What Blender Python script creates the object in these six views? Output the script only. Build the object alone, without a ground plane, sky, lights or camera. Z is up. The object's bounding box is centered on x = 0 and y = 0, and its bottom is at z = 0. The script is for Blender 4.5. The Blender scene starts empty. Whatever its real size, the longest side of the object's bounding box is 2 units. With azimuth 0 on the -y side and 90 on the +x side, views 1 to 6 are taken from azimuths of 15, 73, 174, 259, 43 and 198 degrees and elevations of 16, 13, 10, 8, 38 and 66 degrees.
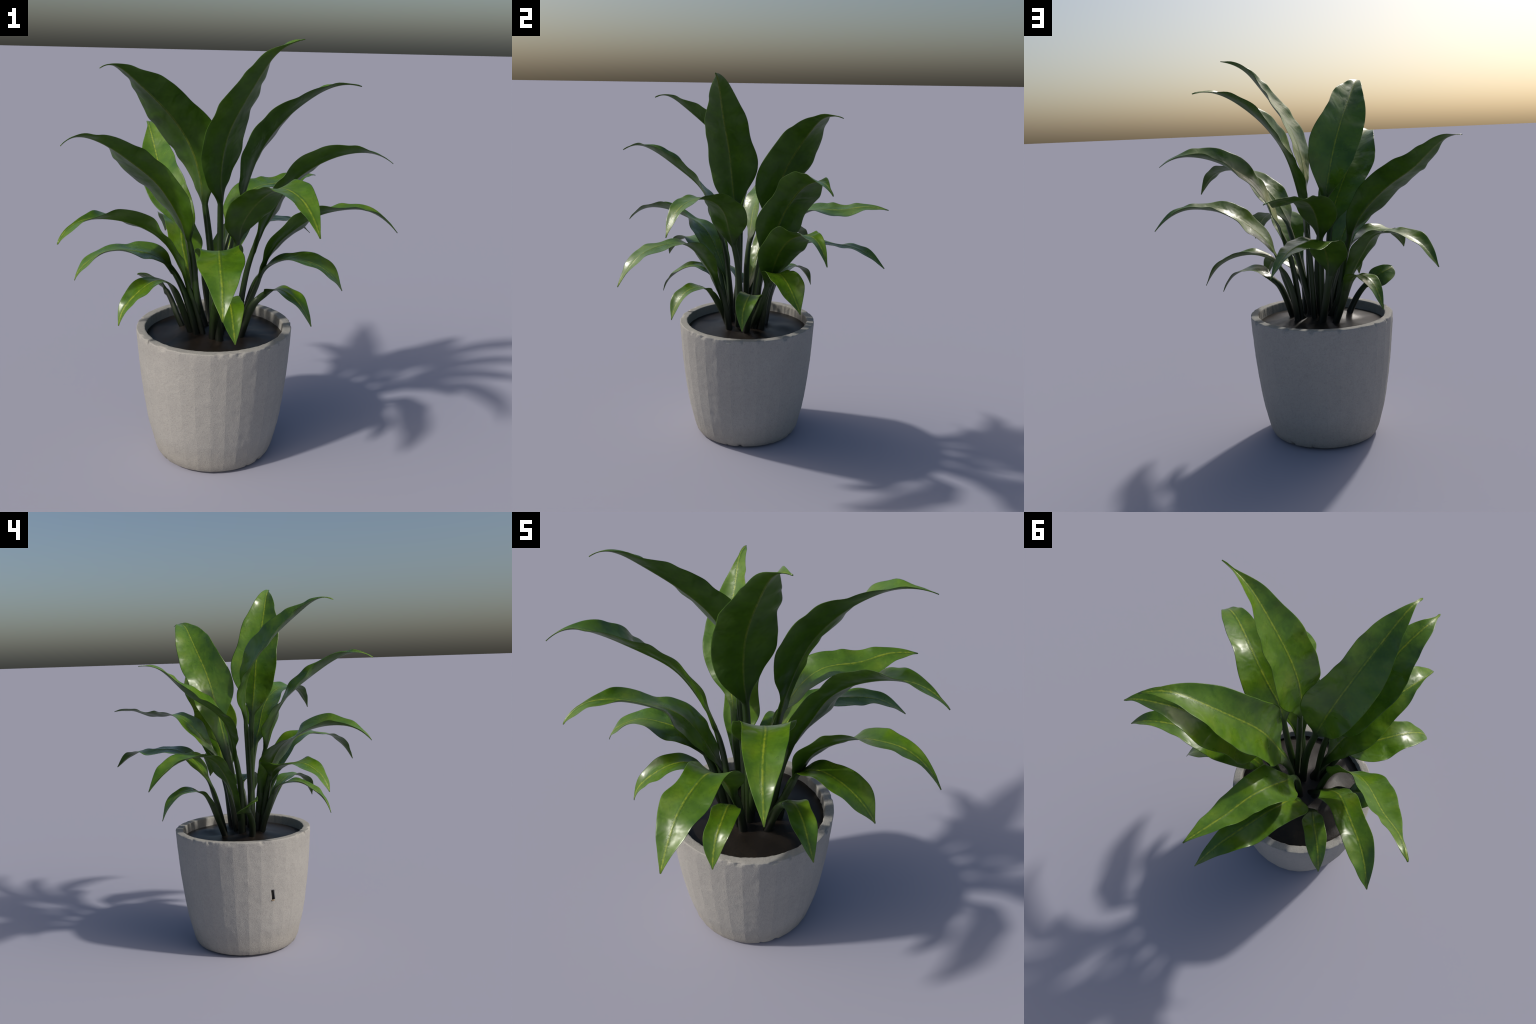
# A potted broad-leaved evergreen house plant: twenty glossy arching leaves on
# channelled stalks, dark moist soil and a faceted, chipped concrete pot.
import bpy, bmesh, math, random
import numpy as np
from mathutils import Vector, noise

random.seed(7)
POT_X, POT_Y = -0.133, 0.033          # axis of the pot
RIM_Z = 0.656
SOIL_Z = 0.609                         # soil level along the pot wall


# ------------------------------------------------------------------ node helpers
def new_material(name):
    m = bpy.data.materials.new(name)
    m.use_nodes = True
    nt = m.node_tree
    nt.nodes.clear()
    out = nt.nodes.new("ShaderNodeOutputMaterial")
    bsdf = nt.nodes.new("ShaderNodeBsdfPrincipled")
    nt.links.new(bsdf.outputs[0], out.inputs[0])
    return m, nt, bsdf, out


def add(nt, kind, **kw):
    n = nt.nodes.new("ShaderNode" + kind)
    for k, v in kw.items():
        if hasattr(n, k):
            setattr(n, k, v)
        else:
            n.inputs[k].default_value = v
    return n


def coords(nt, scale=(1, 1, 1), offset_by_random=False):
    tc = add(nt, "TexCoord")
    mp = add(nt, "Mapping")
    mp.inputs["Scale"].default_value = scale
    nt.links.new(tc.outputs["Object"], mp.inputs["Vector"])
    return mp.outputs["Vector"]


def noise_fac(nt, vec, scale, detail=4.0, rough=0.55, distort=0.0):
    n = add(nt, "TexNoise")
    n.inputs["Scale"].default_value = scale
    n.inputs["Detail"].default_value = detail
    n.inputs["Roughness"].default_value = rough
    n.inputs["Distortion"].default_value = distort
    nt.links.new(vec, n.inputs["Vector"])
    return n.outputs["Fac"]


def ramp(nt, fac, stops):
    r = add(nt, "ValToRGB")
    els = r.color_ramp.elements
    while len(els) < len(stops):
        els.new(0.5)
    for e, (p, c) in zip(els, stops):
        e.position = p
        e.color = c if len(c) == 4 else (*c, 1)
    nt.links.new(fac, r.inputs["Fac"])
    return r.outputs["Color"]


def mix(nt, fac, a, b, blend="MIX"):
    n = add(nt, "Mix", data_type="RGBA", blend_type=blend)
    for sock, v in ((n.inputs["Factor"], fac), (n.inputs["A"] if False else n.inputs[6], a), (n.inputs[7], b)):
        if hasattr(v, "is_linked"):
            nt.links.new(v, sock)
        else:
            sock.default_value = v if isinstance(v, (int, float)) else (*v, 1)
    return n.outputs[2]


def bump(nt, bsdf, height, strength, distance):
    b = add(nt, "Bump")
    b.inputs["Strength"].default_value = strength
    b.inputs["Distance"].default_value = distance
    nt.links.new(height, b.inputs["Height"])
    nt.links.new(b.outputs[0], bsdf.inputs["Normal"])


# ------------------------------------------------------------------ materials
STALK_DARK, STALK_PALE = (0.013, 0.030, 0.004), (0.024, 0.054, 0.006)  # greens darkened to bake in the shade among the crowded stalks


def from_base(nt, start, span):
    """0..1 over a span of distance from the leaf's foot; start may be a socket."""
    tc = add(nt, "TexCoord")
    ln = add(nt, "VectorMath", operation="LENGTH")
    nt.links.new(tc.outputs["Object"], ln.inputs[0])
    sub = add(nt, "Math", operation="SUBTRACT")
    nt.links.new(ln.outputs["Value"], sub.inputs[0])
    if hasattr(start, "is_linked"):
        nt.links.new(start, sub.inputs[1])
    else:
        sub.inputs[1].default_value = start
    mr = add(nt, "MapRange", interpolation_type="SMOOTHSTEP")
    mr.inputs["From Max"].default_value = span
    nt.links.new(sub.outputs[0], mr.inputs["Value"])
    return mr.outputs[0]


def stalk_to_leaf(nt, col):
    """Blade colours grow out of the stalk colour above the collar (a per-leaf length)."""
    at = add(nt, "Attribute", attribute_type="OBJECT", attribute_name='["collar"]')
    n = noise_fac(nt, coords(nt, (60, 60, 6)), 1.0, 3.0)
    return mix(nt, from_base(nt, at.outputs["Fac"], 0.11), ramp(nt, n, [(0.3, STALK_DARK), (0.7, STALK_PALE)]), col)


def leaf_material(name, dark, mid, light, rough, rough_wet, through, gloss):
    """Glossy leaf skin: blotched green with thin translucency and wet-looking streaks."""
    m, nt, bsdf, out = new_material(name)
    vec = coords(nt)
    big = noise_fac(nt, vec, 9.0, 3.0, 0.5)
    fine = noise_fac(nt, vec, 55.0, 3.0, 0.5, 1.2)
    col = ramp(nt, big, [(0.3, dark), (0.52, mid), (0.75, light)])
    tint = ramp(nt, fine, [(0.35, (0.90, 0.91, 0.88)), (0.65, (1.09, 1.08, 1.04))])
    col = mix(nt, 1.0, col, tint, "MULTIPLY")
    col = stalk_to_leaf(nt, col)
    nt.links.new(col, bsdf.inputs["Base Color"])
    wet = noise_fac(nt, vec, 12.0, 2.0, 0.5, 0.6)
    r = add(nt, "MapRange")
    r.inputs["From Min"].default_value, r.inputs["From Max"].default_value = 0.35, 0.7
    r.inputs["To Min"].default_value, r.inputs["To Max"].default_value = rough, rough_wet
    nt.links.new(wet, r.inputs["Value"])
    nt.links.new(r.outputs[0], bsdf.inputs["Roughness"])
    bsdf.inputs["Specular IOR Level"].default_value = gloss
    crinkle = noise_fac(nt, vec, 17.0, 1.2, 0.4, 0.8)
    # a few sharper puckers on top of the soft unevenness
    vo = add(nt, "TexVoronoi", feature="SMOOTH_F1")
    vo.inputs["Scale"].default_value = 21.0
    vo.inputs["Smoothness"].default_value = 0.35
    nt.links.new(vec, vo.inputs["Vector"])
    relief = mix(nt, 0.28, crinkle, vo.outputs["Distance"])
    bump(nt, bsdf, relief, 0.42, 0.010)
    if through:
        tr = add(nt, "BsdfTranslucent")
        t2 = mix(nt, 1.0, col, (1.3, 1.5, 0.5), "MULTIPLY")
        nt.links.new(t2, tr.inputs["Color"])
        ms = add(nt, "MixShader")
        ms.inputs[0].default_value = through
        nt.links.new(bsdf.outputs[0], ms.inputs[1])
        nt.links.new(tr.outputs[0], ms.inputs[2])
        nt.links.new(ms.outputs[0], out.inputs[0])
    return m


def rib_material(name, green, yellow, lo, hi):
    """Ragged yellow-green stripe along the midrib."""
    m, nt, bsdf, out = new_material(name)
    vec = coords(nt)
    f = noise_fac(nt, vec, 60.0, 4.0, 0.6, 0.5)
    col = stalk_to_leaf(nt, ramp(nt, f, [(lo, green), (hi, yellow)]))
    nt.links.new(col, bsdf.inputs["Base Color"])
    bsdf.inputs["Roughness"].default_value = 0.36
    bump(nt, bsdf, noise_fac(nt, vec, 120.0, 3.0), 0.3, 0.003)
    return m


def stalk_material():
    m, nt, bsdf, out = new_material("petiole_skin")
    vec = coords(nt)
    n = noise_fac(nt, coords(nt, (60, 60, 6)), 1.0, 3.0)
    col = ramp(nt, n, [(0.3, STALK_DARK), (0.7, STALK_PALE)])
    col = mix(nt, from_base(nt, 0.02, 0.24), (0.005, 0.007, 0.004), col)  # painted fade to near black: occlusion shadow where stalks meet the soil
    nt.links.new(col, bsdf.inputs["Base Color"])
    bsdf.inputs["Roughness"].default_value = 0.42
    bump(nt, bsdf, n, 0.3, 0.003)
    return m


def concrete_material():
    m, nt, bsdf, out = new_material("pot_concrete")
    vec = coords(nt)
    z = add(nt, "SeparateXYZ")
    nt.links.new(vec, z.inputs[0])
    blotch = noise_fac(nt, vec, 5.0, 5.0, 0.6)
    grain = noise_fac(nt, vec, 75.0, 6.0, 0.7, 1.5)
    speck = noise_fac(nt, vec, 240.0, 3.0, 0.6)
    col = ramp(nt, blotch, [(0.3, (0.358, 0.345, 0.318)), (0.7, (0.392, 0.378, 0.348))])
    col = mix(nt, 1.0, col, ramp(nt, grain, [(0.25, (0.80, 0.80, 0.80)), (0.5, (1, 1, 1)), (0.8, (1.1, 1.09, 1.07))]), "MULTIPLY")
    col = mix(nt, 1.0, col, ramp(nt, speck, [(0.25, (0.8, 0.79, 0.78)), (0.45, (1, 1, 1))]), "MULTIPLY")
    # a dirtier, browner foot
    low = add(nt, "MapRange")
    low.inputs["From Min"].default_value, low.inputs["From Max"].default_value = 0.02, 0.16
    low.inputs["To Min"].default_value, low.inputs["To Max"].default_value = 0.8, 0.0
    nt.links.new(z.outputs["Z"], low.inputs["Value"])
    col = mix(nt, low.outputs[0], col, mix(nt, 1.0, col, (0.90, 0.87, 0.82), "MULTIPLY"))
    # pale worn corners, found by pointiness
    geo = add(nt, "NewGeometry")
    worn = add(nt, "MapRange")
    worn.inputs["From Min"].default_value, worn.inputs["From Max"].default_value = 0.53, 0.62
    worn.inputs["To Max"].default_value = 0.45
    nt.links.new(geo.outputs["Pointiness"], worn.inputs["Value"])
    col = mix(nt, worn.outputs[0], col, (0.50, 0.47, 0.43))
    nt.links.new(col, bsdf.inputs["Base Color"])
    bsdf.inputs["Roughness"].default_value = 0.82
    bsdf.inputs["Specular IOR Level"].default_value = 0.3
    h = mix(nt, 0.5, grain, speck)
    bump(nt, bsdf, h, 0.75, 0.004)
    return m


def soil_material():
    m, nt, bsdf, out = new_material("moist_soil")
    vec = coords(nt)
    n = noise_fac(nt, vec, 14.0, 5.0, 0.6)
    f = noise_fac(nt, coords(nt, (1, 2.2, 1)), 90.0, 5.0, 0.7, 2.5)
    col = ramp(nt, n, [(0.3, (0.006, 0.005, 0.004)), (0.7, (0.013, 0.0095, 0.007))])
    col = mix(nt, ramp(nt, f, [(0.53, (0, 0, 0)), (0.66, (0.8, 0.8, 0.8))]), col, (0.052, 0.030, 0.013))
    nt.links.new(col, bsdf.inputs["Base Color"])
    bsdf.inputs["Roughness"].default_value = 0.37
    bsdf.inputs["Specular IOR Level"].default_value = 0.5
    bump(nt, bsdf, f, 0.32, 0.003)
    return m


def plain_material(name, colour, rough):
    m, nt, bsdf, out = new_material(name)
    vec = coords(nt)
    col = mix(nt, noise_fac(nt, vec, 80.0), tuple(c * 0.7 for c in colour), tuple(c * 1.3 for c in colour))
    nt.links.new(col, bsdf.inputs["Base Color"])
    bsdf.inputs["Roughness"].default_value = rough
    return m


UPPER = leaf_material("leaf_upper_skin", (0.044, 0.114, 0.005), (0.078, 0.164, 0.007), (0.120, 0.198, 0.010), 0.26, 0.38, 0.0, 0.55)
UNDER = leaf_material("leaf_under_skin", (0.030, 0.076, 0.004), (0.042, 0.100, 0.005), (0.058, 0.122, 0.007), 0.36, 0.5, 0.0, 0.32)  # base colour tinted for the shaded side and green light through the blade
RIB = rib_material("midrib_stripe", (0.100, 0.180, 0.009), (0.220, 0.285, 0.017), 0.38, 0.60)
HALO = rib_material("midrib_halo", (0.062, 0.138, 0.007), (0.120, 0.180, 0.012), 0.50, 0.72)
UNDER_RIB = rib_material("midrib_under", (0.050, 0.100, 0.008), (0.110, 0.150, 0.014), 0.35, 0.65)
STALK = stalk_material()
CONCRETE = concrete_material()
SOIL = soil_material()
DARK = plain_material("slot_painted_shadow", (0.010, 0.009, 0.008), 0.9)
CHIP = plain_material("slot_chip", (0.30, 0.23, 0.15), 0.9)


# ------------------------------------------------------------------ object helpers
def mesh_object(name, verts, faces, mats, face_mats=None, parent=None, origin=(0, 0, 0)):
    me = bpy.data.meshes.new(name)
    o = Vector(origin)
    me.from_pydata([tuple(Vector(v) - o) for v in verts], [], faces)
    for m in mats:
        me.materials.append(m)
    if face_mats is not None:
        me.polygons.foreach_set("material_index", face_mats)
    me.polygons.foreach_set("use_smooth", [True] * len(me.polygons))
    me.update()
    ob = bpy.data.objects.new(name, me)
    bpy.context.scene.collection.objects.link(ob)
    if parent is not None:
        ob.parent = parent
    ob.location = origin if parent is None else o - parent.matrix_world.translation
    return ob


plant = bpy.data.objects.new("potted_plant", None)
plant.empty_display_size = 0.2
bpy.context.scene.collection.objects.link(plant)
plant["label"] = "glossy broad-leaved green plant in a faceted grey concrete pot"
plant["category"] = "potted plant"


# ------------------------------------------------------------------ leaf builder
def bspline(n, ts, k=3):
    """Basis of a clamped uniform cubic B-spline with n control points."""
    kn = np.concatenate([[0] * k, np.linspace(0, 1, n - k + 1), [1] * k])
    ts = np.clip(ts, 0, 1 - 1e-9)
    N = np.stack([(ts >= kn[i]) & (ts < kn[i + 1]) for i in range(len(kn) - 1)], 1).astype(float)
    for d in range(1, k + 1):
        M = np.zeros((len(ts), len(kn) - 1 - d))
        for i in range(M.shape[1]):
            a, b = kn[i + d] - kn[i], kn[i + d + 1] - kn[i + 1]
            if a > 0:
                M[:, i] += (ts - kn[i]) / a * N[:, i]
            if b > 0:
                M[:, i] += (kn[i + d + 1] - ts) / b * N[:, i + 1]
        N = M
    return N


STATIONS = 110
TS = np.linspace(0, 1, STATIONS)
leaf_count = 0


def smooth_step(x, a, b):
    t = np.clip((x - a) / (b - a), 0, 1)
    return t * t * (3 - 2 * t)


def leaf(spine, roll, fold_left, fold_right, left, right):
    """One leaf: a stalk that flattens into a folded, wavy blade.

    spine: control points (cm) from soil to tip;  roll: twist about the spine;
    fold_*: how far each half is raised;  left/right: half widths (mm)."""
    global leaf_count
    P = np.array(spine, float) / 100
    seed = leaf_count * 3.7
    leaf_count += 1
    M = bspline(len(P), TS) @ P
    step = np.gradient(M, axis=0)
    arc = np.concatenate([[0], np.cumsum(np.linalg.norm(np.diff(M, axis=0), axis=1))])
    T = step / np.linalg.norm(step, axis=1)[:, None]
    out = P[-1] - AIM
    az = math.atan2(out[1], out[0])
    s0 = np.array([-math.sin(az), math.cos(az), 0])
    S = s0 - T * (T @ s0)[:, None]
    S /= np.linalg.norm(S, axis=1)[:, None]
    N = np.cross(T, S)
    r = bspline(len(roll), TS) @ np.array(roll)
    fl = bspline(len(fold_left), TS) @ np.array(fold_left)
    fr = bspline(len(fold_right), TS) @ np.array(fold_right)
    wl = np.maximum(np.abs(bspline(len(left), TS) @ np.array(left)) / 1000, 0.0008)
    wr = np.maximum(np.abs(bspline(len(right), TS) @ np.array(right)) / 1000, 0.0008)

    peak = np.argmax(wl + wr)
    # stalk: never thinner than this, swelling towards the soil; the tip stays a little blunt
    thin = np.interp(arc / arc[peak], [0, 0.35, 0.95], [0.0205, 0.0180, 0.0135])
    thin[peak:] = np.interp(arc[peak:], [arc[peak], arc[-1] - 0.012, arc[-1]], [0.009, 0.0060, 0.0028])
    wl, wr = np.maximum(wl, thin), np.maximum(wr, thin)
    blade = smooth_step((wl + wr) / 2, 0.0185, 0.040)      # 0 on the stalk, 1 on the blade
    blade[peak:] = 1
    blade[: np.argmax(arc > 0.12)] = 0
    pad = np.concatenate([[0] * 5, blade, [1] * 5])
    blade = np.convolve(pad, np.ones(11) / 11, "valid")   # an unhurried change from stalk to blade
    blade[: np.argmax(arc > 0.08)] = 0
    # distances across each half, with narrow columns that carry the midrib stripe
    cuts = (0.0, 0.25, 0.5, 0.72, 0.88, 0.97, 1.0)
    ring_n = None
    verts, upper_cols = [], []
    for i in range(STATIONS):
        row = {}
        for side, w, a, sgn in ((1, wl[i], r[i] + fl[i], 1), (-1, wr[i], r[i] - fr[i], -1)):
            d0, d1 = min(0.0036, 0.25 * w), min(0.0105, 0.5 * w)
            ds = [0.0, d0] + [d1 + (w - d1) * c for c in cuts]
            # petiole: no fold, round; blade: folded half
            ang = a * blade[i] + r[i] * (1 - blade[i])
            D = sgn * (S[i] * math.cos(ang) + N[i] * math.sin(ang))
            up = N[i] * math.cos(ang) - S[i] * math.sin(ang)
            row[side] = []
            for d in ds:
                u = d / w
                ripple = 0.0038 * blade[i] * u ** 1.3 * min(1, w / 0.05) * math.sin(arc[i] * 46 + seed + side * 1.3 + 2.2 * noise.noise((arc[i] * 9, seed, side)))
                dish = -0.05 * w * blade[i] * math.sin(math.pi * u)
                c = M[i] + D * d + up * (ripple + dish)
                round_h = 0.95 * min(w, 0.0195) * math.sqrt(max(0, 1 - u * u))
                edge = math.sqrt(max(0, 1 - u ** 6))
                rib = math.exp(-((d / 0.006) ** 2)) * min(1, w / 0.03)
                hi = round_h * 0.55 * (1 - blade[i]) + blade[i] * (0.0014 * edge + 0.0010 * math.exp(-((d / 0.003) ** 2)) * min(1, w / 0.03))
                lo = round_h * 1.15 * (1 - blade[i]) + blade[i] * (0.0014 * edge + (0.0055 * (1 - TS[i]) + 0.0015) * rib)
                row[side].append((c + up * hi, c - up * lo))
        top = [p[0] for p in row[1][::-1]] + [p[0] for p in row[-1][1:]]
        low = [p[1] for p in row[-1][-2:0:-1]] + [p[1] for p in row[1][:-1]]
        # centre points average both halves so that the fold stays closed
        c = len(row[1]) - 1
        top[c] = (row[1][0][0] + row[-1][0][0]) / 2
        low_c = len(row[-1]) - 2
        low[low_c] = (row[1][0][1] + row[-1][0][1]) / 2
        ring = top + low
        ring_n = len(ring)
        verts += ring
        n_top = len(top)
    verts += [M[0], M[-1]]
    faces, kinds, rows = [], [], []
    half = (n_top - 1) // 2
    for i in range(STATIONS - 1):
        for j in range(ring_n):
            k = (j + 1) % ring_n
            faces.append((i * ring_n + j, (i + 1) * ring_n + j, (i + 1) * ring_n + k, i * ring_n + k))
            rows.append(i)
            if j < n_top - 1:
                off = j - half if j >= half else half - 1 - j
                kinds.append(2 if off == 0 else 3 if off == 1 else 0)
            else:
                q = j - (n_top - 1)                       # 0 .. 2*half-1 along the underside
                off = q - half if q >= half else half - 1 - q
                kinds.append(4 if off <= 0 else 1)
    last = (STATIONS - 1) * ring_n
    for j in range(ring_n):
        k = (j + 1) % ring_n
        faces.append((last + j, len(verts) - 1, last + k)); rows.append(STATIONS - 1); kinds.append(0 if j < n_top - 1 else 1)
    # whole leaf first, for common normals; then stalk and blade are parted at one ring
    whole = bpy.data.meshes.new("whole")
    whole.from_pydata([tuple(v) for v in verts], [], faces)
    whole.update()
    normals = [tuple(v.normal) for v in whole.vertices]
    bpy.data.meshes.remove(whole)
    split = int(np.argmax(blade > 0.25))
    base = Vector(P[0])
    collar = float(np.linalg.norm(M[split] - P[0]))

    def part(name, chosen, mats, mat_of, parent):
        used = sorted({v for f in chosen for v in faces[f]})
        at = {v: n for n, v in enumerate(used)}
        ob = mesh_object(name, [verts[v] for v in used], [[at[v] for v in faces[f]] for f in chosen], mats, [mat_of(f) for f in chosen], parent, base)
        ob.data.normals_split_custom_set_from_vertices([normals[v] for v in used])
        return ob

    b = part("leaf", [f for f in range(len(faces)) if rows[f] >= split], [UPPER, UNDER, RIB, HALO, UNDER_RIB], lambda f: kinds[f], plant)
    b["collar"] = collar
    bpy.context.view_layer.update()
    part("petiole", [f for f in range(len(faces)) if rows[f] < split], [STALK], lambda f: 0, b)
    return b


AIM = np.array([-0.11, 0.03, 0.61])    # leaves fan out from here


# ------------------------------------------------------------------ the leaves
leaf(spine=[(-8.6, -2.9, 61.0), (-9.2, -3.0, 90.9), (-8.9, -3.3, 113.0), (-8.3, -4.9, 129.1), (-8.0, -6.8, 143.4), (-4.3, -9.0, 160.2), (4.9, -14.1, 174.1), (14.0, -18.3, 187.2), (21.7, -21.3, 197.5), (32.2, -25.1, 199.6)],
     roll=[0.53, 0.38, 0.15, 0.11, 0.11, 0.29], fold_left=[0.10, 0.07, -0.08, 0.11, 0.23, 0.50, 0.76], fold_right=[0.04, -0.06, -0.12, 0.23, 0.18, 0.45, 0.73],
     left=[18.1, 16.9, 4.6, 0.0, 7.9, 52.7, 133.5, 151.2, 109.0, 125.3, 88.4, 56.8, 20.2, 0.0], right=[18.1, 16.7, 0.1, 0.3, 0.0, 80.7, 117.3, 126.6, 114.3, 119.8, 71.1, 58.7, 0.9, 0.0])
leaf(spine=[(-12.1, -1.7, 61.0), (-12.3, -1.2, 87.2), (-14.4, -0.2, 109.1), (-18.0, 1.2, 128.3), (-21.2, 1.4, 146.1), (-26.5, -4.6, 160.9), (-32.6, -14.7, 172.2), (-39.6, -26.7, 182.9), (-44.6, -35.5, 190.4), (-47.6, -41.1, 187.0)],
     roll=[0.41, 0.42, 0.37, 0.68, 0.29, 0.42], fold_left=[0.32, 0.37, 0.26, 0.34, 0.76, 0.30, 0.04], fold_right=[0.25, 0.22, 0.63, 0.12, 0.08, 0.67, -0.02],
     left=[18.1, 16.7, 0.1, 0.2, 4.7, 93.2, 143.5, 146.2, 107.6, 108.7, 92.2, 32.0, 0.7, 0.0], right=[18.1, 16.7, 0.1, 0.2, 0.6, 94.9, 120.7, 128.5, 128.2, 114.4, 73.2, 36.6, 1.0, 0.1])
leaf(spine=[(-10.0, 5.1, 61.0), (-9.3, 6.0, 77.2), (-8.3, 7.9, 94.7), (-5.9, 10.7, 113.1), (-1.6, 14.0, 132.2), (3.2, 17.3, 149.1), (11.6, 21.6, 161.8), (23.4, 25.1, 173.5), (39.3, 27.1, 183.0), (48.4, 31.7, 180.1)],
     roll=[-0.67, -0.59, -0.44, -0.54, -0.24, -0.40], fold_left=[0.11, 0.04, -0.08, 0.56, -0.26, 0.87, 0.03], fold_right=[0.17, 0.16, 0.13, 0.07, 0.90, -0.08, 0.41],
     left=[18.0, 17.1, 15.7, 19.2, 34.4, 60.3, 137.0, 113.7, 134.9, 118.9, 106.0, 73.1, 14.9, 0.0], right=[18.0, 16.9, 8.2, 0.0, 0.0, 0.8, 114.5, 138.8, 118.7, 108.7, 101.9, 55.3, 0.9, 0.0])
leaf(spine=[(-18.5, -3.9, 61.0), (-19.4, -5.0, 88.0), (-20.1, -7.9, 107.7), (-25.7, -12.0, 123.6), (-33.0, -17.2, 137.9), (-38.5, -25.9, 145.5), (-42.5, -34.2, 152.0), (-48.9, -43.2, 159.0), (-55.2, -51.9, 162.0), (-56.9, -58.5, 157.5)],
     roll=[-0.32, 0.05, 0.15, 0.41, 0.10, 0.42], fold_left=[0.03, -0.03, -0.09, 0.52, 0.61, 0.09, 0.29], fold_right=[0.02, -0.11, 0.41, -0.18, 0.57, 0.43, 0.14],
     left=[18.1, 16.7, 0.2, 0.6, 120.7, 111.7, 98.7, 87.2, 89.6, 78.3, 70.3, 40.6, 0.4, 0.0], right=[18.1, 16.7, 0.2, 0.1, 117.2, 122.5, 117.7, 134.5, 123.0, 112.4, 84.9, 45.4, 0.4, 0.0])
leaf(spine=[(-20.3, 5.2, 61.0), (-24.1, 4.9, 83.6), (-26.7, 6.6, 101.4), (-31.6, 10.4, 115.2), (-40.7, 14.0, 126.5), (-48.6, 23.0, 135.3), (-56.0, 35.9, 142.0), (-62.5, 44.6, 153.0), (-67.7, 51.9, 157.5), (-70.3, 58.4, 156.8)],
     roll=[0.12, -0.27, -0.65, -0.57, -0.56, 0.03], fold_left=[0.14, 0.12, -0.26, 0.39, 0.42, -0.06, 0.11], fold_right=[0.07, -0.01, 0.13, 0.43, 0.33, 0.28, -0.04],
     left=[18.1, 16.7, 0.0, 0.2, 27.8, 81.2, 102.4, 101.8, 99.0, 73.5, 53.0, 1.8, 0.9, 0.0], right=[18.1, 16.7, 0.2, 0.3, 71.2, 89.3, 111.0, 99.7, 105.6, 83.3, 58.7, 36.7, 25.5, 0.0])
leaf(spine=[(-2.8, 4.5, 61.0), (-0.4, 5.3, 88.4), (4.4, 7.5, 106.9), (11.7, 11.2, 119.6), (16.1, 14.4, 131.9), (24.2, 16.6, 140.0), (34.3, 17.1, 146.7), (47.3, 19.6, 151.9), (59.8, 20.5, 151.8), (66.1, 20.7, 146.8)],
     roll=[0.10, -0.31, -0.36, -0.52, -0.07, -0.02], fold_left=[0.10, 0.06, 0.15, 0.09, 0.27, 0.59, 0.02], fold_right=[0.06, 0.11, 0.15, 0.15, 0.76, 0.32, -0.04],
     left=[18.1, 16.7, 0.2, 0.6, 112.8, 129.5, 99.5, 123.4, 127.8, 107.7, 74.6, 34.7, 0.6, 0.0], right=[18.1, 16.5, 0.1, 34.7, 116.4, 123.3, 99.8, 88.5, 117.0, 90.2, 91.1, 61.7, 18.7, 0.0])
leaf(spine=[(-13.5, 6.4, 61.0), (-13.1, 9.4, 88.3), (-12.3, 14.9, 104.8), (-10.3, 21.9, 113.7), (-8.0, 28.2, 122.3), (-3.0, 35.6, 129.2), (2.9, 43.3, 129.6), (8.1, 51.9, 129.0), (13.5, 61.2, 133.4), (21.4, 70.6, 131.0)],
     roll=[-0.58, -0.37, -0.12, 0.08, 0.28, 0.29], fold_left=[0.16, 0.10, 0.14, 0.04, 0.28, -0.18, 0.27], fold_right=[0.24, 0.26, -0.08, 0.39, -0.01, -0.17, 0.27],
     left=[18.1, 16.8, 4.3, 6.2, 44.4, 100.6, 119.4, 106.4, 90.8, 89.3, 77.1, 54.1, 24.3, 0.1], right=[18.1, 16.7, 0.0, 0.2, 38.0, 100.0, 110.7, 98.8, 90.2, 87.5, 89.2, 70.9, 41.1, 0.0])
leaf(spine=[(-10.1, -1.4, 61.0), (-4.2, -3.3, 91.0), (0.1, -6.7, 109.2), (3.1, -11.2, 119.1), (8.1, -13.3, 127.6), (15.5, -18.5, 135.8), (24.3, -27.4, 141.6), (33.7, -39.2, 142.2), (42.0, -47.7, 137.3), (46.3, -51.3, 127.3)],
     roll=[0.16, 0.08, -0.06, 0.04, 0.07, 0.26], fold_left=[0.09, 0.05, -0.00, -0.05, 0.53, 0.06, 0.17], fold_right=[0.07, -0.01, -0.08, 0.33, 0.12, 0.22, 0.11],
     left=[18.1, 16.7, 0.0, 0.2, 53.7, 94.2, 122.9, 125.0, 105.7, 87.5, 89.8, 59.5, 25.6, 0.0], right=[18.1, 16.7, 0.1, 0.1, 76.0, 109.2, 111.4, 107.2, 82.9, 83.1, 74.1, 53.3, 24.9, 0.0])
leaf(spine=[(-6.7, 2.1, 61.0), (-2.7, 3.4, 64.8), (1.8, 5.8, 74.9), (7.0, 9.0, 90.2), (13.4, 11.2, 106.9), (23.5, 11.4, 114.9), (31.2, 13.1, 121.2), (44.4, 15.5, 125.7), (60.8, 17.4, 126.6), (70.5, 17.1, 115.5)],
     roll=[-0.24, -0.26, -0.23, -0.45, 0.05, -0.08], fold_left=[0.12, 0.06, 0.26, -0.14, 0.13, 0.46, 0.44], fold_right=[0.16, 0.14, -0.08, 0.18, 0.70, -0.03, 0.48],
     left=[18.1, 16.7, 0.1, 0.1, 0.4, 60.7, 89.7, 105.6, 112.2, 104.1, 83.7, 38.0, 23.5, 0.1], right=[18.1, 16.7, 0.1, 0.1, 0.8, 73.2, 110.7, 93.0, 97.9, 101.9, 86.7, 65.0, 34.9, 0.0])
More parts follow.
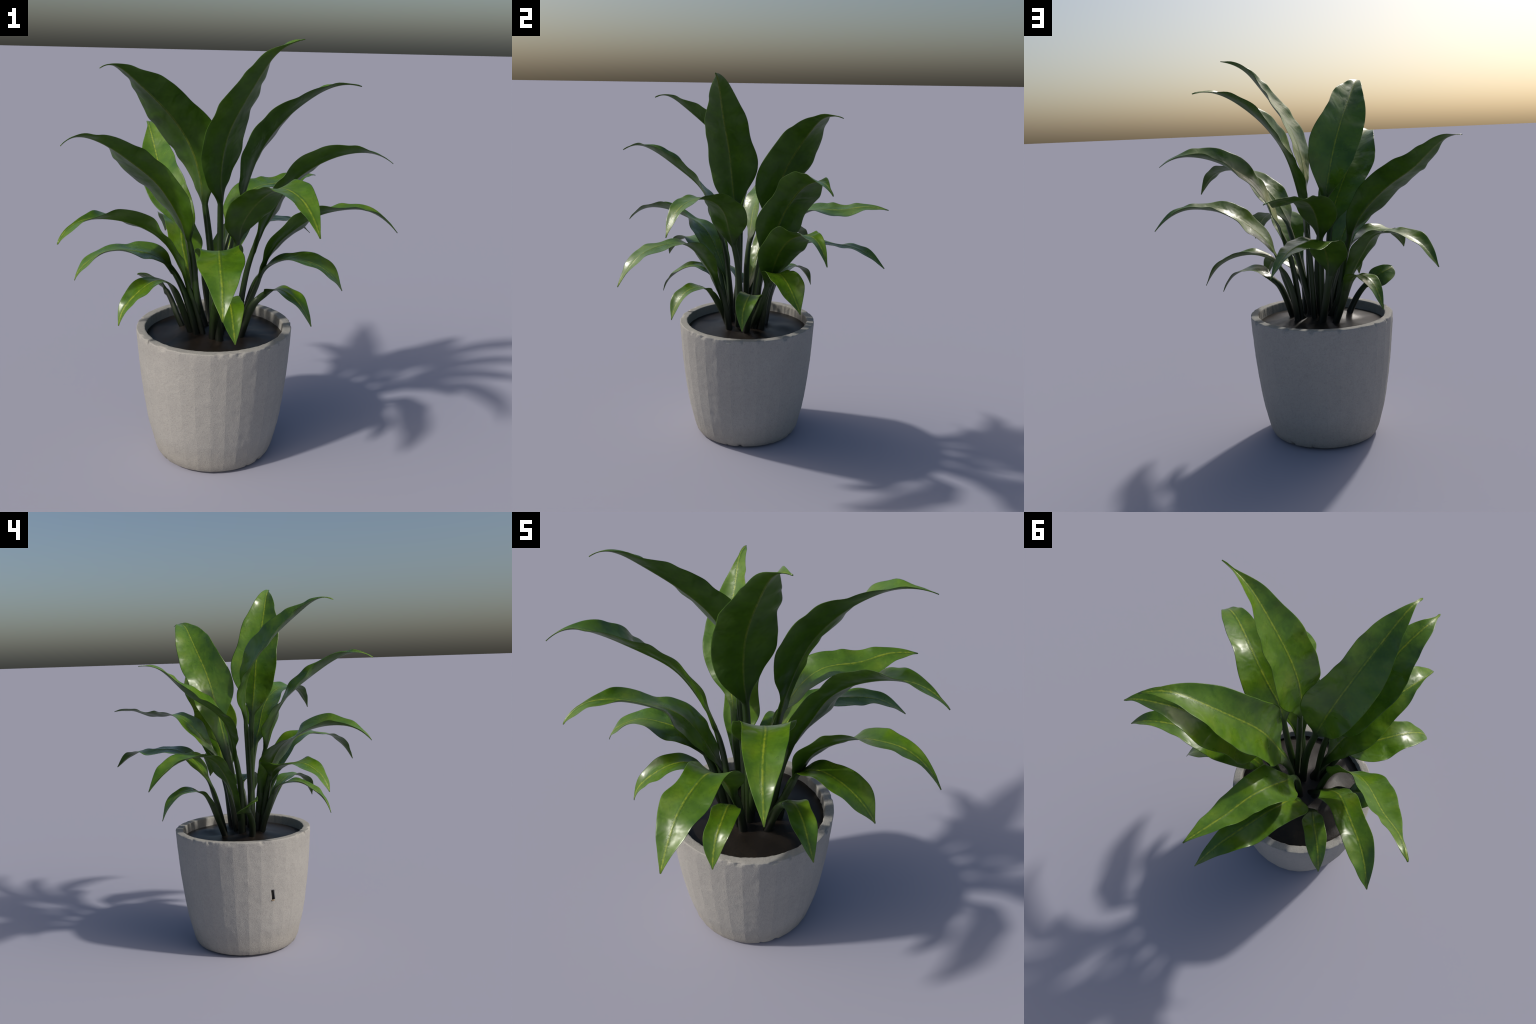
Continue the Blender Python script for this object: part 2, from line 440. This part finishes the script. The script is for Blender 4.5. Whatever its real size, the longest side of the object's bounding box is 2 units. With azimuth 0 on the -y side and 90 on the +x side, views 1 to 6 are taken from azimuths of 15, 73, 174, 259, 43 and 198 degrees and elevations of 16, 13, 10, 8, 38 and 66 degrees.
leaf(spine=[(-11.8, 12.6, 61.0), (-14.7, 16.2, 78.1), (-15.2, 19.7, 90.4), (-13.7, 24.5, 99.2), (-10.8, 31.4, 107.0), (-5.7, 38.9, 111.0), (0.9, 47.4, 109.9), (7.8, 56.1, 109.8), (14.1, 63.8, 106.5), (19.7, 70.7, 98.8)],
     roll=[0.30, 0.15, -0.05, -0.14, 0.05, 0.44], fold_left=[0.14, 0.11, -0.00, 0.22, -0.37, 0.20, 0.34], fold_right=[0.08, 0.00, -0.03, 0.26, -0.15, 0.18, 0.18],
     left=[18.0, 16.9, 13.8, 41.2, 106.1, 108.3, 105.9, 92.0, 95.5, 102.1, 80.8, 57.8, 31.2, 0.0], right=[18.1, 16.6, 0.1, 8.3, 82.0, 90.1, 82.7, 73.0, 79.8, 84.0, 64.5, 45.2, 25.9, 0.0])
leaf(spine=[(-15.5, -4.7, 61.0), (-18.6, -4.6, 72.6), (-22.2, -5.9, 86.0), (-26.8, -10.0, 100.6), (-33.2, -14.2, 112.8), (-39.9, -19.6, 117.7), (-43.7, -27.9, 121.8), (-53.9, -38.1, 125.4), (-61.9, -49.4, 123.6), (-62.2, -55.6, 116.4)],
     roll=[-0.50, -0.27, -0.09, 0.28, -0.12, -0.41], fold_left=[0.11, 0.04, 0.23, -0.25, 0.85, 0.34, 0.34], fold_right=[0.19, 0.18, 0.25, 0.14, -0.23, 0.84, 0.47],
     left=[18.1, 16.6, 0.0, 0.6, 83.4, 118.8, 142.3, 124.0, 120.6, 119.4, 108.4, 75.1, 56.6, 0.1], right=[18.0, 17.1, 16.8, 33.3, 82.4, 106.1, 125.8, 105.8, 89.7, 90.3, 79.6, 1.4, 1.0, 0.0])
leaf(spine=[(-18.1, -6.2, 61.0), (-21.6, -7.9, 77.8), (-25.8, -8.8, 90.0), (-31.0, -9.6, 98.2), (-38.3, -11.9, 103.3), (-47.8, -17.2, 105.4), (-55.8, -22.0, 106.3), (-61.6, -26.7, 103.1), (-67.1, -30.4, 98.6), (-69.0, -31.2, 92.8)],
     roll=[-0.84, -0.61, -0.26, 0.08, 0.01, -0.17], fold_left=[0.39, 0.40, 0.50, -0.14, 0.64, -0.21, 0.03], fold_right=[0.47, 0.59, 0.68, -0.11, 0.11, 0.13, 0.03],
     left=[18.1, 16.8, 4.3, 0.1, 34.6, 77.7, 93.7, 112.6, 87.5, 62.6, 63.1, 41.0, 22.9, 0.0], right=[18.1, 16.9, 6.9, 0.4, 0.1, 83.1, 123.1, 123.8, 91.6, 77.7, 74.2, 50.6, 31.1, 0.0])
leaf(spine=[(-21.3, -4.5, 61.0), (-24.3, -7.3, 72.8), (-26.6, -9.7, 82.4), (-28.7, -12.8, 89.3), (-31.1, -17.5, 93.0), (-34.2, -23.4, 93.6), (-37.4, -28.8, 91.2), (-40.8, -33.7, 87.1), (-43.6, -37.4, 82.6), (-43.9, -39.2, 76.7)],
     roll=[0.06, 0.04, 0.02, -0.08, -0.19, -0.23], fold_left=[0.07, 0.00, -0.07, 0.19, 0.12, 0.27, 0.20], fold_right=[0.07, -0.00, -0.01, -0.01, 0.33, 0.20, 0.26],
     left=[18.0, 17.0, 17.5, 21.1, 29.0, 38.8, 65.3, 61.4, 48.2, 67.7, 51.8, 33.0, 20.4, 0.0], right=[18.0, 17.0, 17.3, 20.7, 29.6, 45.6, 72.7, 67.3, 63.5, 68.9, 51.9, 34.1, 15.3, 0.0])
leaf(spine=[(-6.8, -8.6, 61.0), (-7.6, -9.9, 77.2), (-5.8, -15.5, 90.0), (-2.2, -22.2, 100.6), (-0.4, -28.3, 109.9), (0.9, -35.1, 115.0), (4.1, -44.1, 115.1), (7.6, -54.7, 114.0), (11.8, -63.8, 108.4), (14.1, -70.6, 96.8)],
     roll=[0.34, 0.18, 0.05, 0.05, 0.01, 0.11], fold_left=[0.25, 0.27, 0.18, 0.40, -0.09, 0.09, 0.26], fold_right=[0.20, 0.17, 0.31, 0.32, -0.09, 0.09, 0.25],
     left=[18.0, 16.8, 9.7, 22.0, 72.7, 100.0, 110.6, 85.9, 84.4, 100.6, 105.2, 81.7, 41.2, 0.1], right=[18.0, 17.0, 17.1, 31.9, 63.4, 89.2, 118.4, 100.3, 72.4, 77.4, 98.9, 67.5, 39.8, 0.0])
leaf(spine=[(-10.7, -7.0, 61.0), (-9.4, -11.0, 70.7), (-7.4, -14.7, 78.8), (-4.5, -18.6, 85.0), (-1.0, -23.3, 89.1), (2.7, -28.3, 91.0), (5.8, -33.5, 90.7), (7.9, -38.3, 88.1), (9.7, -41.7, 83.3), (11.3, -43.8, 76.7)],
     roll=[0.20, 0.13, 0.03, -0.03, -0.00, -0.00], fold_left=[0.18, 0.17, 0.13, 0.09, 0.21, 0.22, 0.25], fold_right=[0.16, 0.13, 0.06, 0.21, 0.19, 0.21, 0.24],
     left=[18.0, 17.1, 19.3, 23.6, 28.7, 31.9, 59.5, 65.3, 54.8, 59.4, 57.1, 41.5, 23.5, 0.0], right=[18.0, 17.1, 19.1, 23.1, 27.6, 29.5, 55.0, 60.5, 52.7, 50.4, 56.2, 49.2, 25.3, 0.0])
leaf(spine=[(-0.6, 7.4, 61.0), (0.5, 8.4, 73.3), (2.9, 8.9, 83.7), (7.2, 9.3, 92.0), (13.4, 9.8, 97.9), (21.3, 10.2, 100.9), (29.9, 10.4, 100.3), (37.9, 10.8, 97.6), (43.6, 11.9, 92.6), (47.0, 13.4, 86.1)],
     roll=[-0.10, -0.10, -0.09, 0.07, 0.26, 0.35], fold_left=[0.20, 0.18, 0.15, 0.15, 0.32, 0.24, 0.22], fold_right=[0.19, 0.16, 0.18, 0.36, 0.11, 0.21, 0.17],
     left=[18.0, 17.0, 16.6, 19.1, 26.5, 37.0, 65.0, 64.0, 64.8, 74.7, 78.9, 73.0, 25.2, 0.0], right=[18.0, 17.0, 15.3, 16.1, 22.5, 39.0, 78.6, 82.2, 72.2, 76.2, 61.8, 56.3, 20.5, 0.0])
leaf(spine=[(0.5, -1.3, 61.0), (3.4, -0.8, 70.8), (6.5, -0.3, 78.5), (10.0, -0.3, 84.1), (14.5, -1.7, 87.6), (19.5, -4.2, 89.9), (25.0, -7.0, 89.7), (30.4, -10.3, 87.3), (34.6, -12.8, 83.0), (37.6, -13.3, 76.7)],
     roll=[-0.45, -0.40, -0.29, -0.08, 0.05, 0.03], fold_left=[0.31, 0.32, 0.23, 0.14, 0.18, 0.11, 0.26], fold_right=[0.34, 0.38, 0.36, 0.27, -0.03, 0.14, 0.27],
     left=[18.0, 16.8, 13.1, 15.6, 17.7, 26.1, 63.2, 63.3, 51.5, 54.9, 55.0, 42.8, 22.2, 0.0], right=[18.0, 17.2, 20.9, 26.2, 16.8, 0.1, 41.2, 64.3, 52.4, 57.4, 52.3, 37.4, 19.4, 0.0])
leaf(spine=[(-17.3, 3.0, 61.0), (-25.0, 7.2, 79.1), (-30.7, 11.5, 92.0), (-34.6, 15.9, 100.8), (-36.9, 20.2, 107.1), (-40.1, 26.0, 110.4), (-45.8, 33.6, 110.8), (-52.1, 41.7, 109.5), (-56.9, 49.5, 104.6), (-60.0, 56.4, 96.7)],
     roll=[-0.37, -0.19, -0.14, -0.01, 0.10, 0.29], fold_left=[0.36, 0.32, -0.16, 0.19, 0.23, 0.40, 0.55], fold_right=[0.45, 0.24, -0.11, 0.26, 0.17, 0.46, 0.48],
     left=[17.9, 17.0, 26.2, 50.8, 70.7, 65.5, 75.9, 75.4, 67.4, 68.4, 73.5, 55.0, 25.1, 0.0], right=[17.9, 17.0, 31.4, 68.7, 108.4, 98.9, 81.8, 71.7, 74.3, 76.6, 79.9, 67.3, 41.5, 0.0])
leaf(spine=[(-18.3, 13.5, 61.0), (-20.9, 16.6, 69.5), (-22.7, 19.3, 77.1), (-23.9, 22.0, 83.6), (-25.2, 25.9, 88.2), (-27.1, 31.1, 90.6), (-29.8, 36.7, 90.8), (-32.3, 42.1, 88.4), (-34.2, 46.3, 83.6), (-35.3, 49.2, 76.6)],
     roll=[0.00, -0.03, -0.06, -0.06, 0.06, 0.22], fold_left=[0.23, 0.23, 0.22, 0.12, 0.09, 0.21, 0.37], fold_right=[0.23, 0.22, 0.19, 0.16, 0.16, 0.18, 0.32],
     left=[18.0, 17.1, 19.1, 22.9, 26.5, 26.6, 48.5, 50.8, 52.7, 54.4, 44.0, 33.3, 14.8, 0.0], right=[18.0, 17.1, 19.3, 23.6, 28.1, 30.2, 56.3, 61.6, 56.7, 56.1, 54.8, 42.8, 22.5, 0.0])
leaf(spine=[(-27.3, 1.4, 61.0), (-30.5, 0.7, 67.7), (-33.2, 1.7, 73.3), (-36.1, 3.6, 77.8), (-39.5, 4.9, 81.5), (-43.5, 5.1, 84.2), (-47.6, 4.8, 85.9), (-51.0, 3.6, 87.0), (-52.8, 2.4, 87.7), (-53.1, 2.0, 87.5)],
     roll=[0.31, 0.47, 0.58, 0.61, 0.60, 0.59], fold_left=[0.21, 0.21, 0.20, 0.09, 0.06, 0.12, 0.19], fold_right=[0.19, 0.16, 0.07, -0.04, 0.02, 0.05, 0.12],
     left=[18.0, 17.0, 13.9, 9.5, 4.6, 0.0, 30.6, 56.5, 57.3, 48.8, 39.8, 29.7, 13.9, 0.0], right=[18.0, 17.0, 15.3, 13.4, 12.8, 15.9, 55.8, 85.4, 82.1, 70.6, 55.0, 28.5, 0.2, 0.0])

# ------------------------------------------------------------------ pot
FACETS, PER = 32, 12
TURN = math.radians(4.3)


def fbm(p, octaves=3):
    return noise.fractal(p, 1.0, 2.0, octaves)


def ring_radius(th, r):
    """Distance from the axis of a regular FACETS-sided outline of mean radius r."""
    step = 2 * math.pi / FACETS
    a = (th - TURN) % step - step / 2
    return r * math.cos(step / 2) * 1.0024 / math.cos(a)


def build_pot():
    # outer wall, foot to rim: (z, radius)
    wall = [(0.0, 0.258), (0.007, 0.266), (0.012, 0.281), (0.030, 0.291), (0.050, 0.2975), (0.075, 0.3035), (0.10, 0.3095),
            (0.16, 0.3245), (0.22, 0.3350), (0.28, 0.3435), (0.35, 0.3525), (0.42, 0.3605), (0.49, 0.3665), (0.56, 0.3715), (0.62, 0.3755), (0.642, 0.3768)]
    zs = np.array([w[0] for w in wall]); rs = np.array([w[1] for w in wall])
    fine = list(np.concatenate([[0, 0.004, 0.007, 0.0095, 0.012, 0.016, 0.022, 0.03], np.linspace(0.04, 0.63, 60)]))
    profile = [("wall", z, float(np.interp(z, zs, rs))) for z in fine]
    profile += [("wall", 0.641, 0.3766), ("lip", 0.6500, 0.3770), ("lip", 0.6540, 0.3766), ("lip", 0.6557, 0.3748), ("top", RIM_Z, 0.3715),
                ("top", RIM_Z, 0.357), ("top", RIM_Z, 0.345), ("in", 0.6557, 0.3385), ("in", 0.6540, 0.3360), ("in", 0.648, 0.3350),
                ("in", 0.640, 0.3345), ("in", 0.63, 0.334), ("in", 0.615, 0.3335), ("in", 0.58, 0.332)]
    count = FACETS * PER
    verts, faces = [], []
    for kind, z, r in profile:
        for j in range(count):
            th = TURN + 2 * math.pi * j / count
            rr = ring_radius(th, r)
            if kind == "wall":
                rr = 0.88 * rr + 0.12 * r
            else:
                rr = 0.25 * rr + 0.75 * r          # the rim is worn nearly round
            c, s = math.cos(th), math.sin(th)
            p = Vector((c * r, s * r, z))
            zz = z
            rough = 0.0010 * fbm(p * 26) + 0.0006 * fbm(p * 90)
            if kind == "wall":
                rr += rough
                # the corners between facets wander a little
                corner = min(j % PER, PER - j % PER) == 0
                if corner:
                    rr -= 0.0012 * max(0, fbm(p * 18 + Vector((5, 0, 0))))
                if z < 0.035:
                    chip = max(0, fbm(Vector((c * 9, s * 9, 3))) - 0.25) * (0.035 - z) / 0.035
                    rr -= 0.03 * chip
            elif kind in ("lip", "top", "in"):
                chip = max(0, fbm(Vector((c * 7 + 11, s * 7, 0)), 4) - 0.12)
                if kind == "lip":
                    rr -= 0.014 * chip; zz -= 0.012 * chip
                    rr += rough * 1.6
                elif kind == "top":
                    zz += 0.0012 * fbm(p * 20)
                else:
                    ragged = fbm(Vector((c * 16, s * 16, 7 + z * 8)), 4)
                    rr += 0.0035 * ragged
            verts.append((POT_X + c * rr, POT_Y + s * rr, max(zz, 0)))
    n = len(profile)
    for i in range(n - 1):
        for j in range(count):
            k = (j + 1) % count
            faces.append((i * count + j, i * count + k, (i + 1) * count + k, (i + 1) * count + j))
    faces.append(list(range(count))[::-1])                         # foot
    faces.append([(n - 1) * count + j for j in range(count)])      # hidden floor under the soil
    ob = mesh_object("plant_pot", verts, faces, [CONCRETE], None, plant)
    me = ob.data
    # facet corners on the outside stay crisp
    sharp = set()
    walls = [i for i, p in enumerate(profile) if p[0] == "wall"]
    for i in walls[1:-1]:
        for j in range(0, count, PER):
            sharp.add((i * count + j, (i + 1) * count + j))
    flags = [tuple(sorted(e.vertices)) in sharp for e in me.edges]
    me.attributes.new("sharp_edge", "BOOLEAN", "EDGE").data.foreach_set("value", flags)
    return ob


pot = build_pot()


def slot(theta, z, width, height, tilt):
    """A narrow dark slit broken into the wall, with a pale chip under it."""
    r = 0.353
    c, s = math.cos(theta), math.sin(theta)
    def box(name, w, h, depth0, depth1, dz, mat, parent):
        pts = []
        for d in (depth0, depth1):
            for sx, sz in ((-1, -1), (1, -1), (1, 1), (-1, 1)):
                a = sx * w / 2 + tilt * sz * h / 2
                rad = r + d + (0.093 * (sz * h / 2 + dz))
                pts.append((POT_X + c * rad - s * a, POT_Y + s * rad + c * a, z + dz + sz * h / 2))
        fs = [(0, 1, 2, 3), (7, 6, 5, 4), (0, 4, 5, 1), (1, 5, 6, 2), (2, 6, 7, 3), (3, 7, 4, 0)]
        return mesh_object(name, pts, fs, [mat], None, parent)
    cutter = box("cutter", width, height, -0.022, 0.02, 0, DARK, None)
    bm = bmesh.new(); bm.from_mesh(cutter.data); bmesh.ops.recalc_face_normals(bm, faces=bm.faces); bm.to_mesh(cutter.data); bm.free()
    mod = pot.modifiers.new("slit", "BOOLEAN")
    mod.operation, mod.object, mod.solver = "DIFFERENCE", cutter, "EXACT"
    bpy.context.view_layer.update()
    graph = bpy.context.evaluated_depsgraph_get()
    cut = bpy.data.meshes.new_from_object(pot.evaluated_get(graph))
    old = pot.data
    pot.modifiers.clear()
    pot.data = cut
    cut.name = "plant_pot"
    bpy.data.meshes.remove(old)
    bpy.data.objects.remove(cutter)
    box("slot_shadow_plug", width * 1.25, height * 1.05, -0.020, -0.0075, 0, DARK, pot)  # near-black block modelled inside the slit to deepen its shadow
    box("chip", width * 1.0, 0.007, -0.010, 0.0012, -height / 2 - 0.0035, CHIP, pot)


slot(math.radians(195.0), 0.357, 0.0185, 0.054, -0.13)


# ------------------------------------------------------------------ soil
# low mounds of pressed soil: x, y, spread, height
HUMPS = ((-0.245, -0.005, 0.052, 0.024), (0.045, 0.060, 0.055, 0.013), (-0.05, 0.215, 0.05, 0.010))


def build_soil():
    rings, count = 60, 180
    feet = [(-0.087, -0.029), (-0.121, -0.016), (-0.099, 0.053), (-0.187, -0.041), (-0.21, 0.052), (-0.023, 0.047), (-0.134, 0.07), (-0.09, -0.018), (-0.046, 0.028), (-0.123, 0.133), (-0.161, -0.047), (-0.188, -0.065), (-0.218, -0.05), (-0.069, -0.089), (-0.104, -0.077), (-0.004, 0.076), (0.011, -0.012), (-0.188, 0.038), (-0.192, 0.146), (-0.285, 0.012)]
    verts, faces = [], []
    for i in range(rings + 1):
        q = i / rings
        for j in range(count):
            th = 2 * math.pi * j / count
            r = 0.3385 * q
            x, y = POT_X + r * math.cos(th), POT_Y + r * math.sin(th)
            p = Vector((x, y, 0))
            z = SOIL_Z + 0.017 * (1 - q ** 2.2)
            z += 0.009 * fbm(p * 5 + Vector((3, 1, 0)), 2) * (1 - q ** 6) + 0.0003 * fbm(p * 30, 2)
            z += sum(a * math.exp(-((x - hx) ** 2 + (y - hy) ** 2) / (2 * s * s)) for hx, hy, s, a in HUMPS)
            z += 0.006 * sum(math.exp(-((x - a) ** 2 + (y - b) ** 2) / 0.0009) for a, b in feet) ** 0.5
            z -= 0.004 * smooth_step(np.array(q), 0.93, 1.0)
            verts.append((x, y, z))
    for i in range(rings):
        for j in range(count):
            k = (j + 1) % count
            faces.append((i * count + j, (i + 1) * count + j, (i + 1) * count + k, i * count + k))
    return mesh_object("soil", verts, faces, [SOIL], None, plant)


build_soil()
bpy.context.view_layer.update()
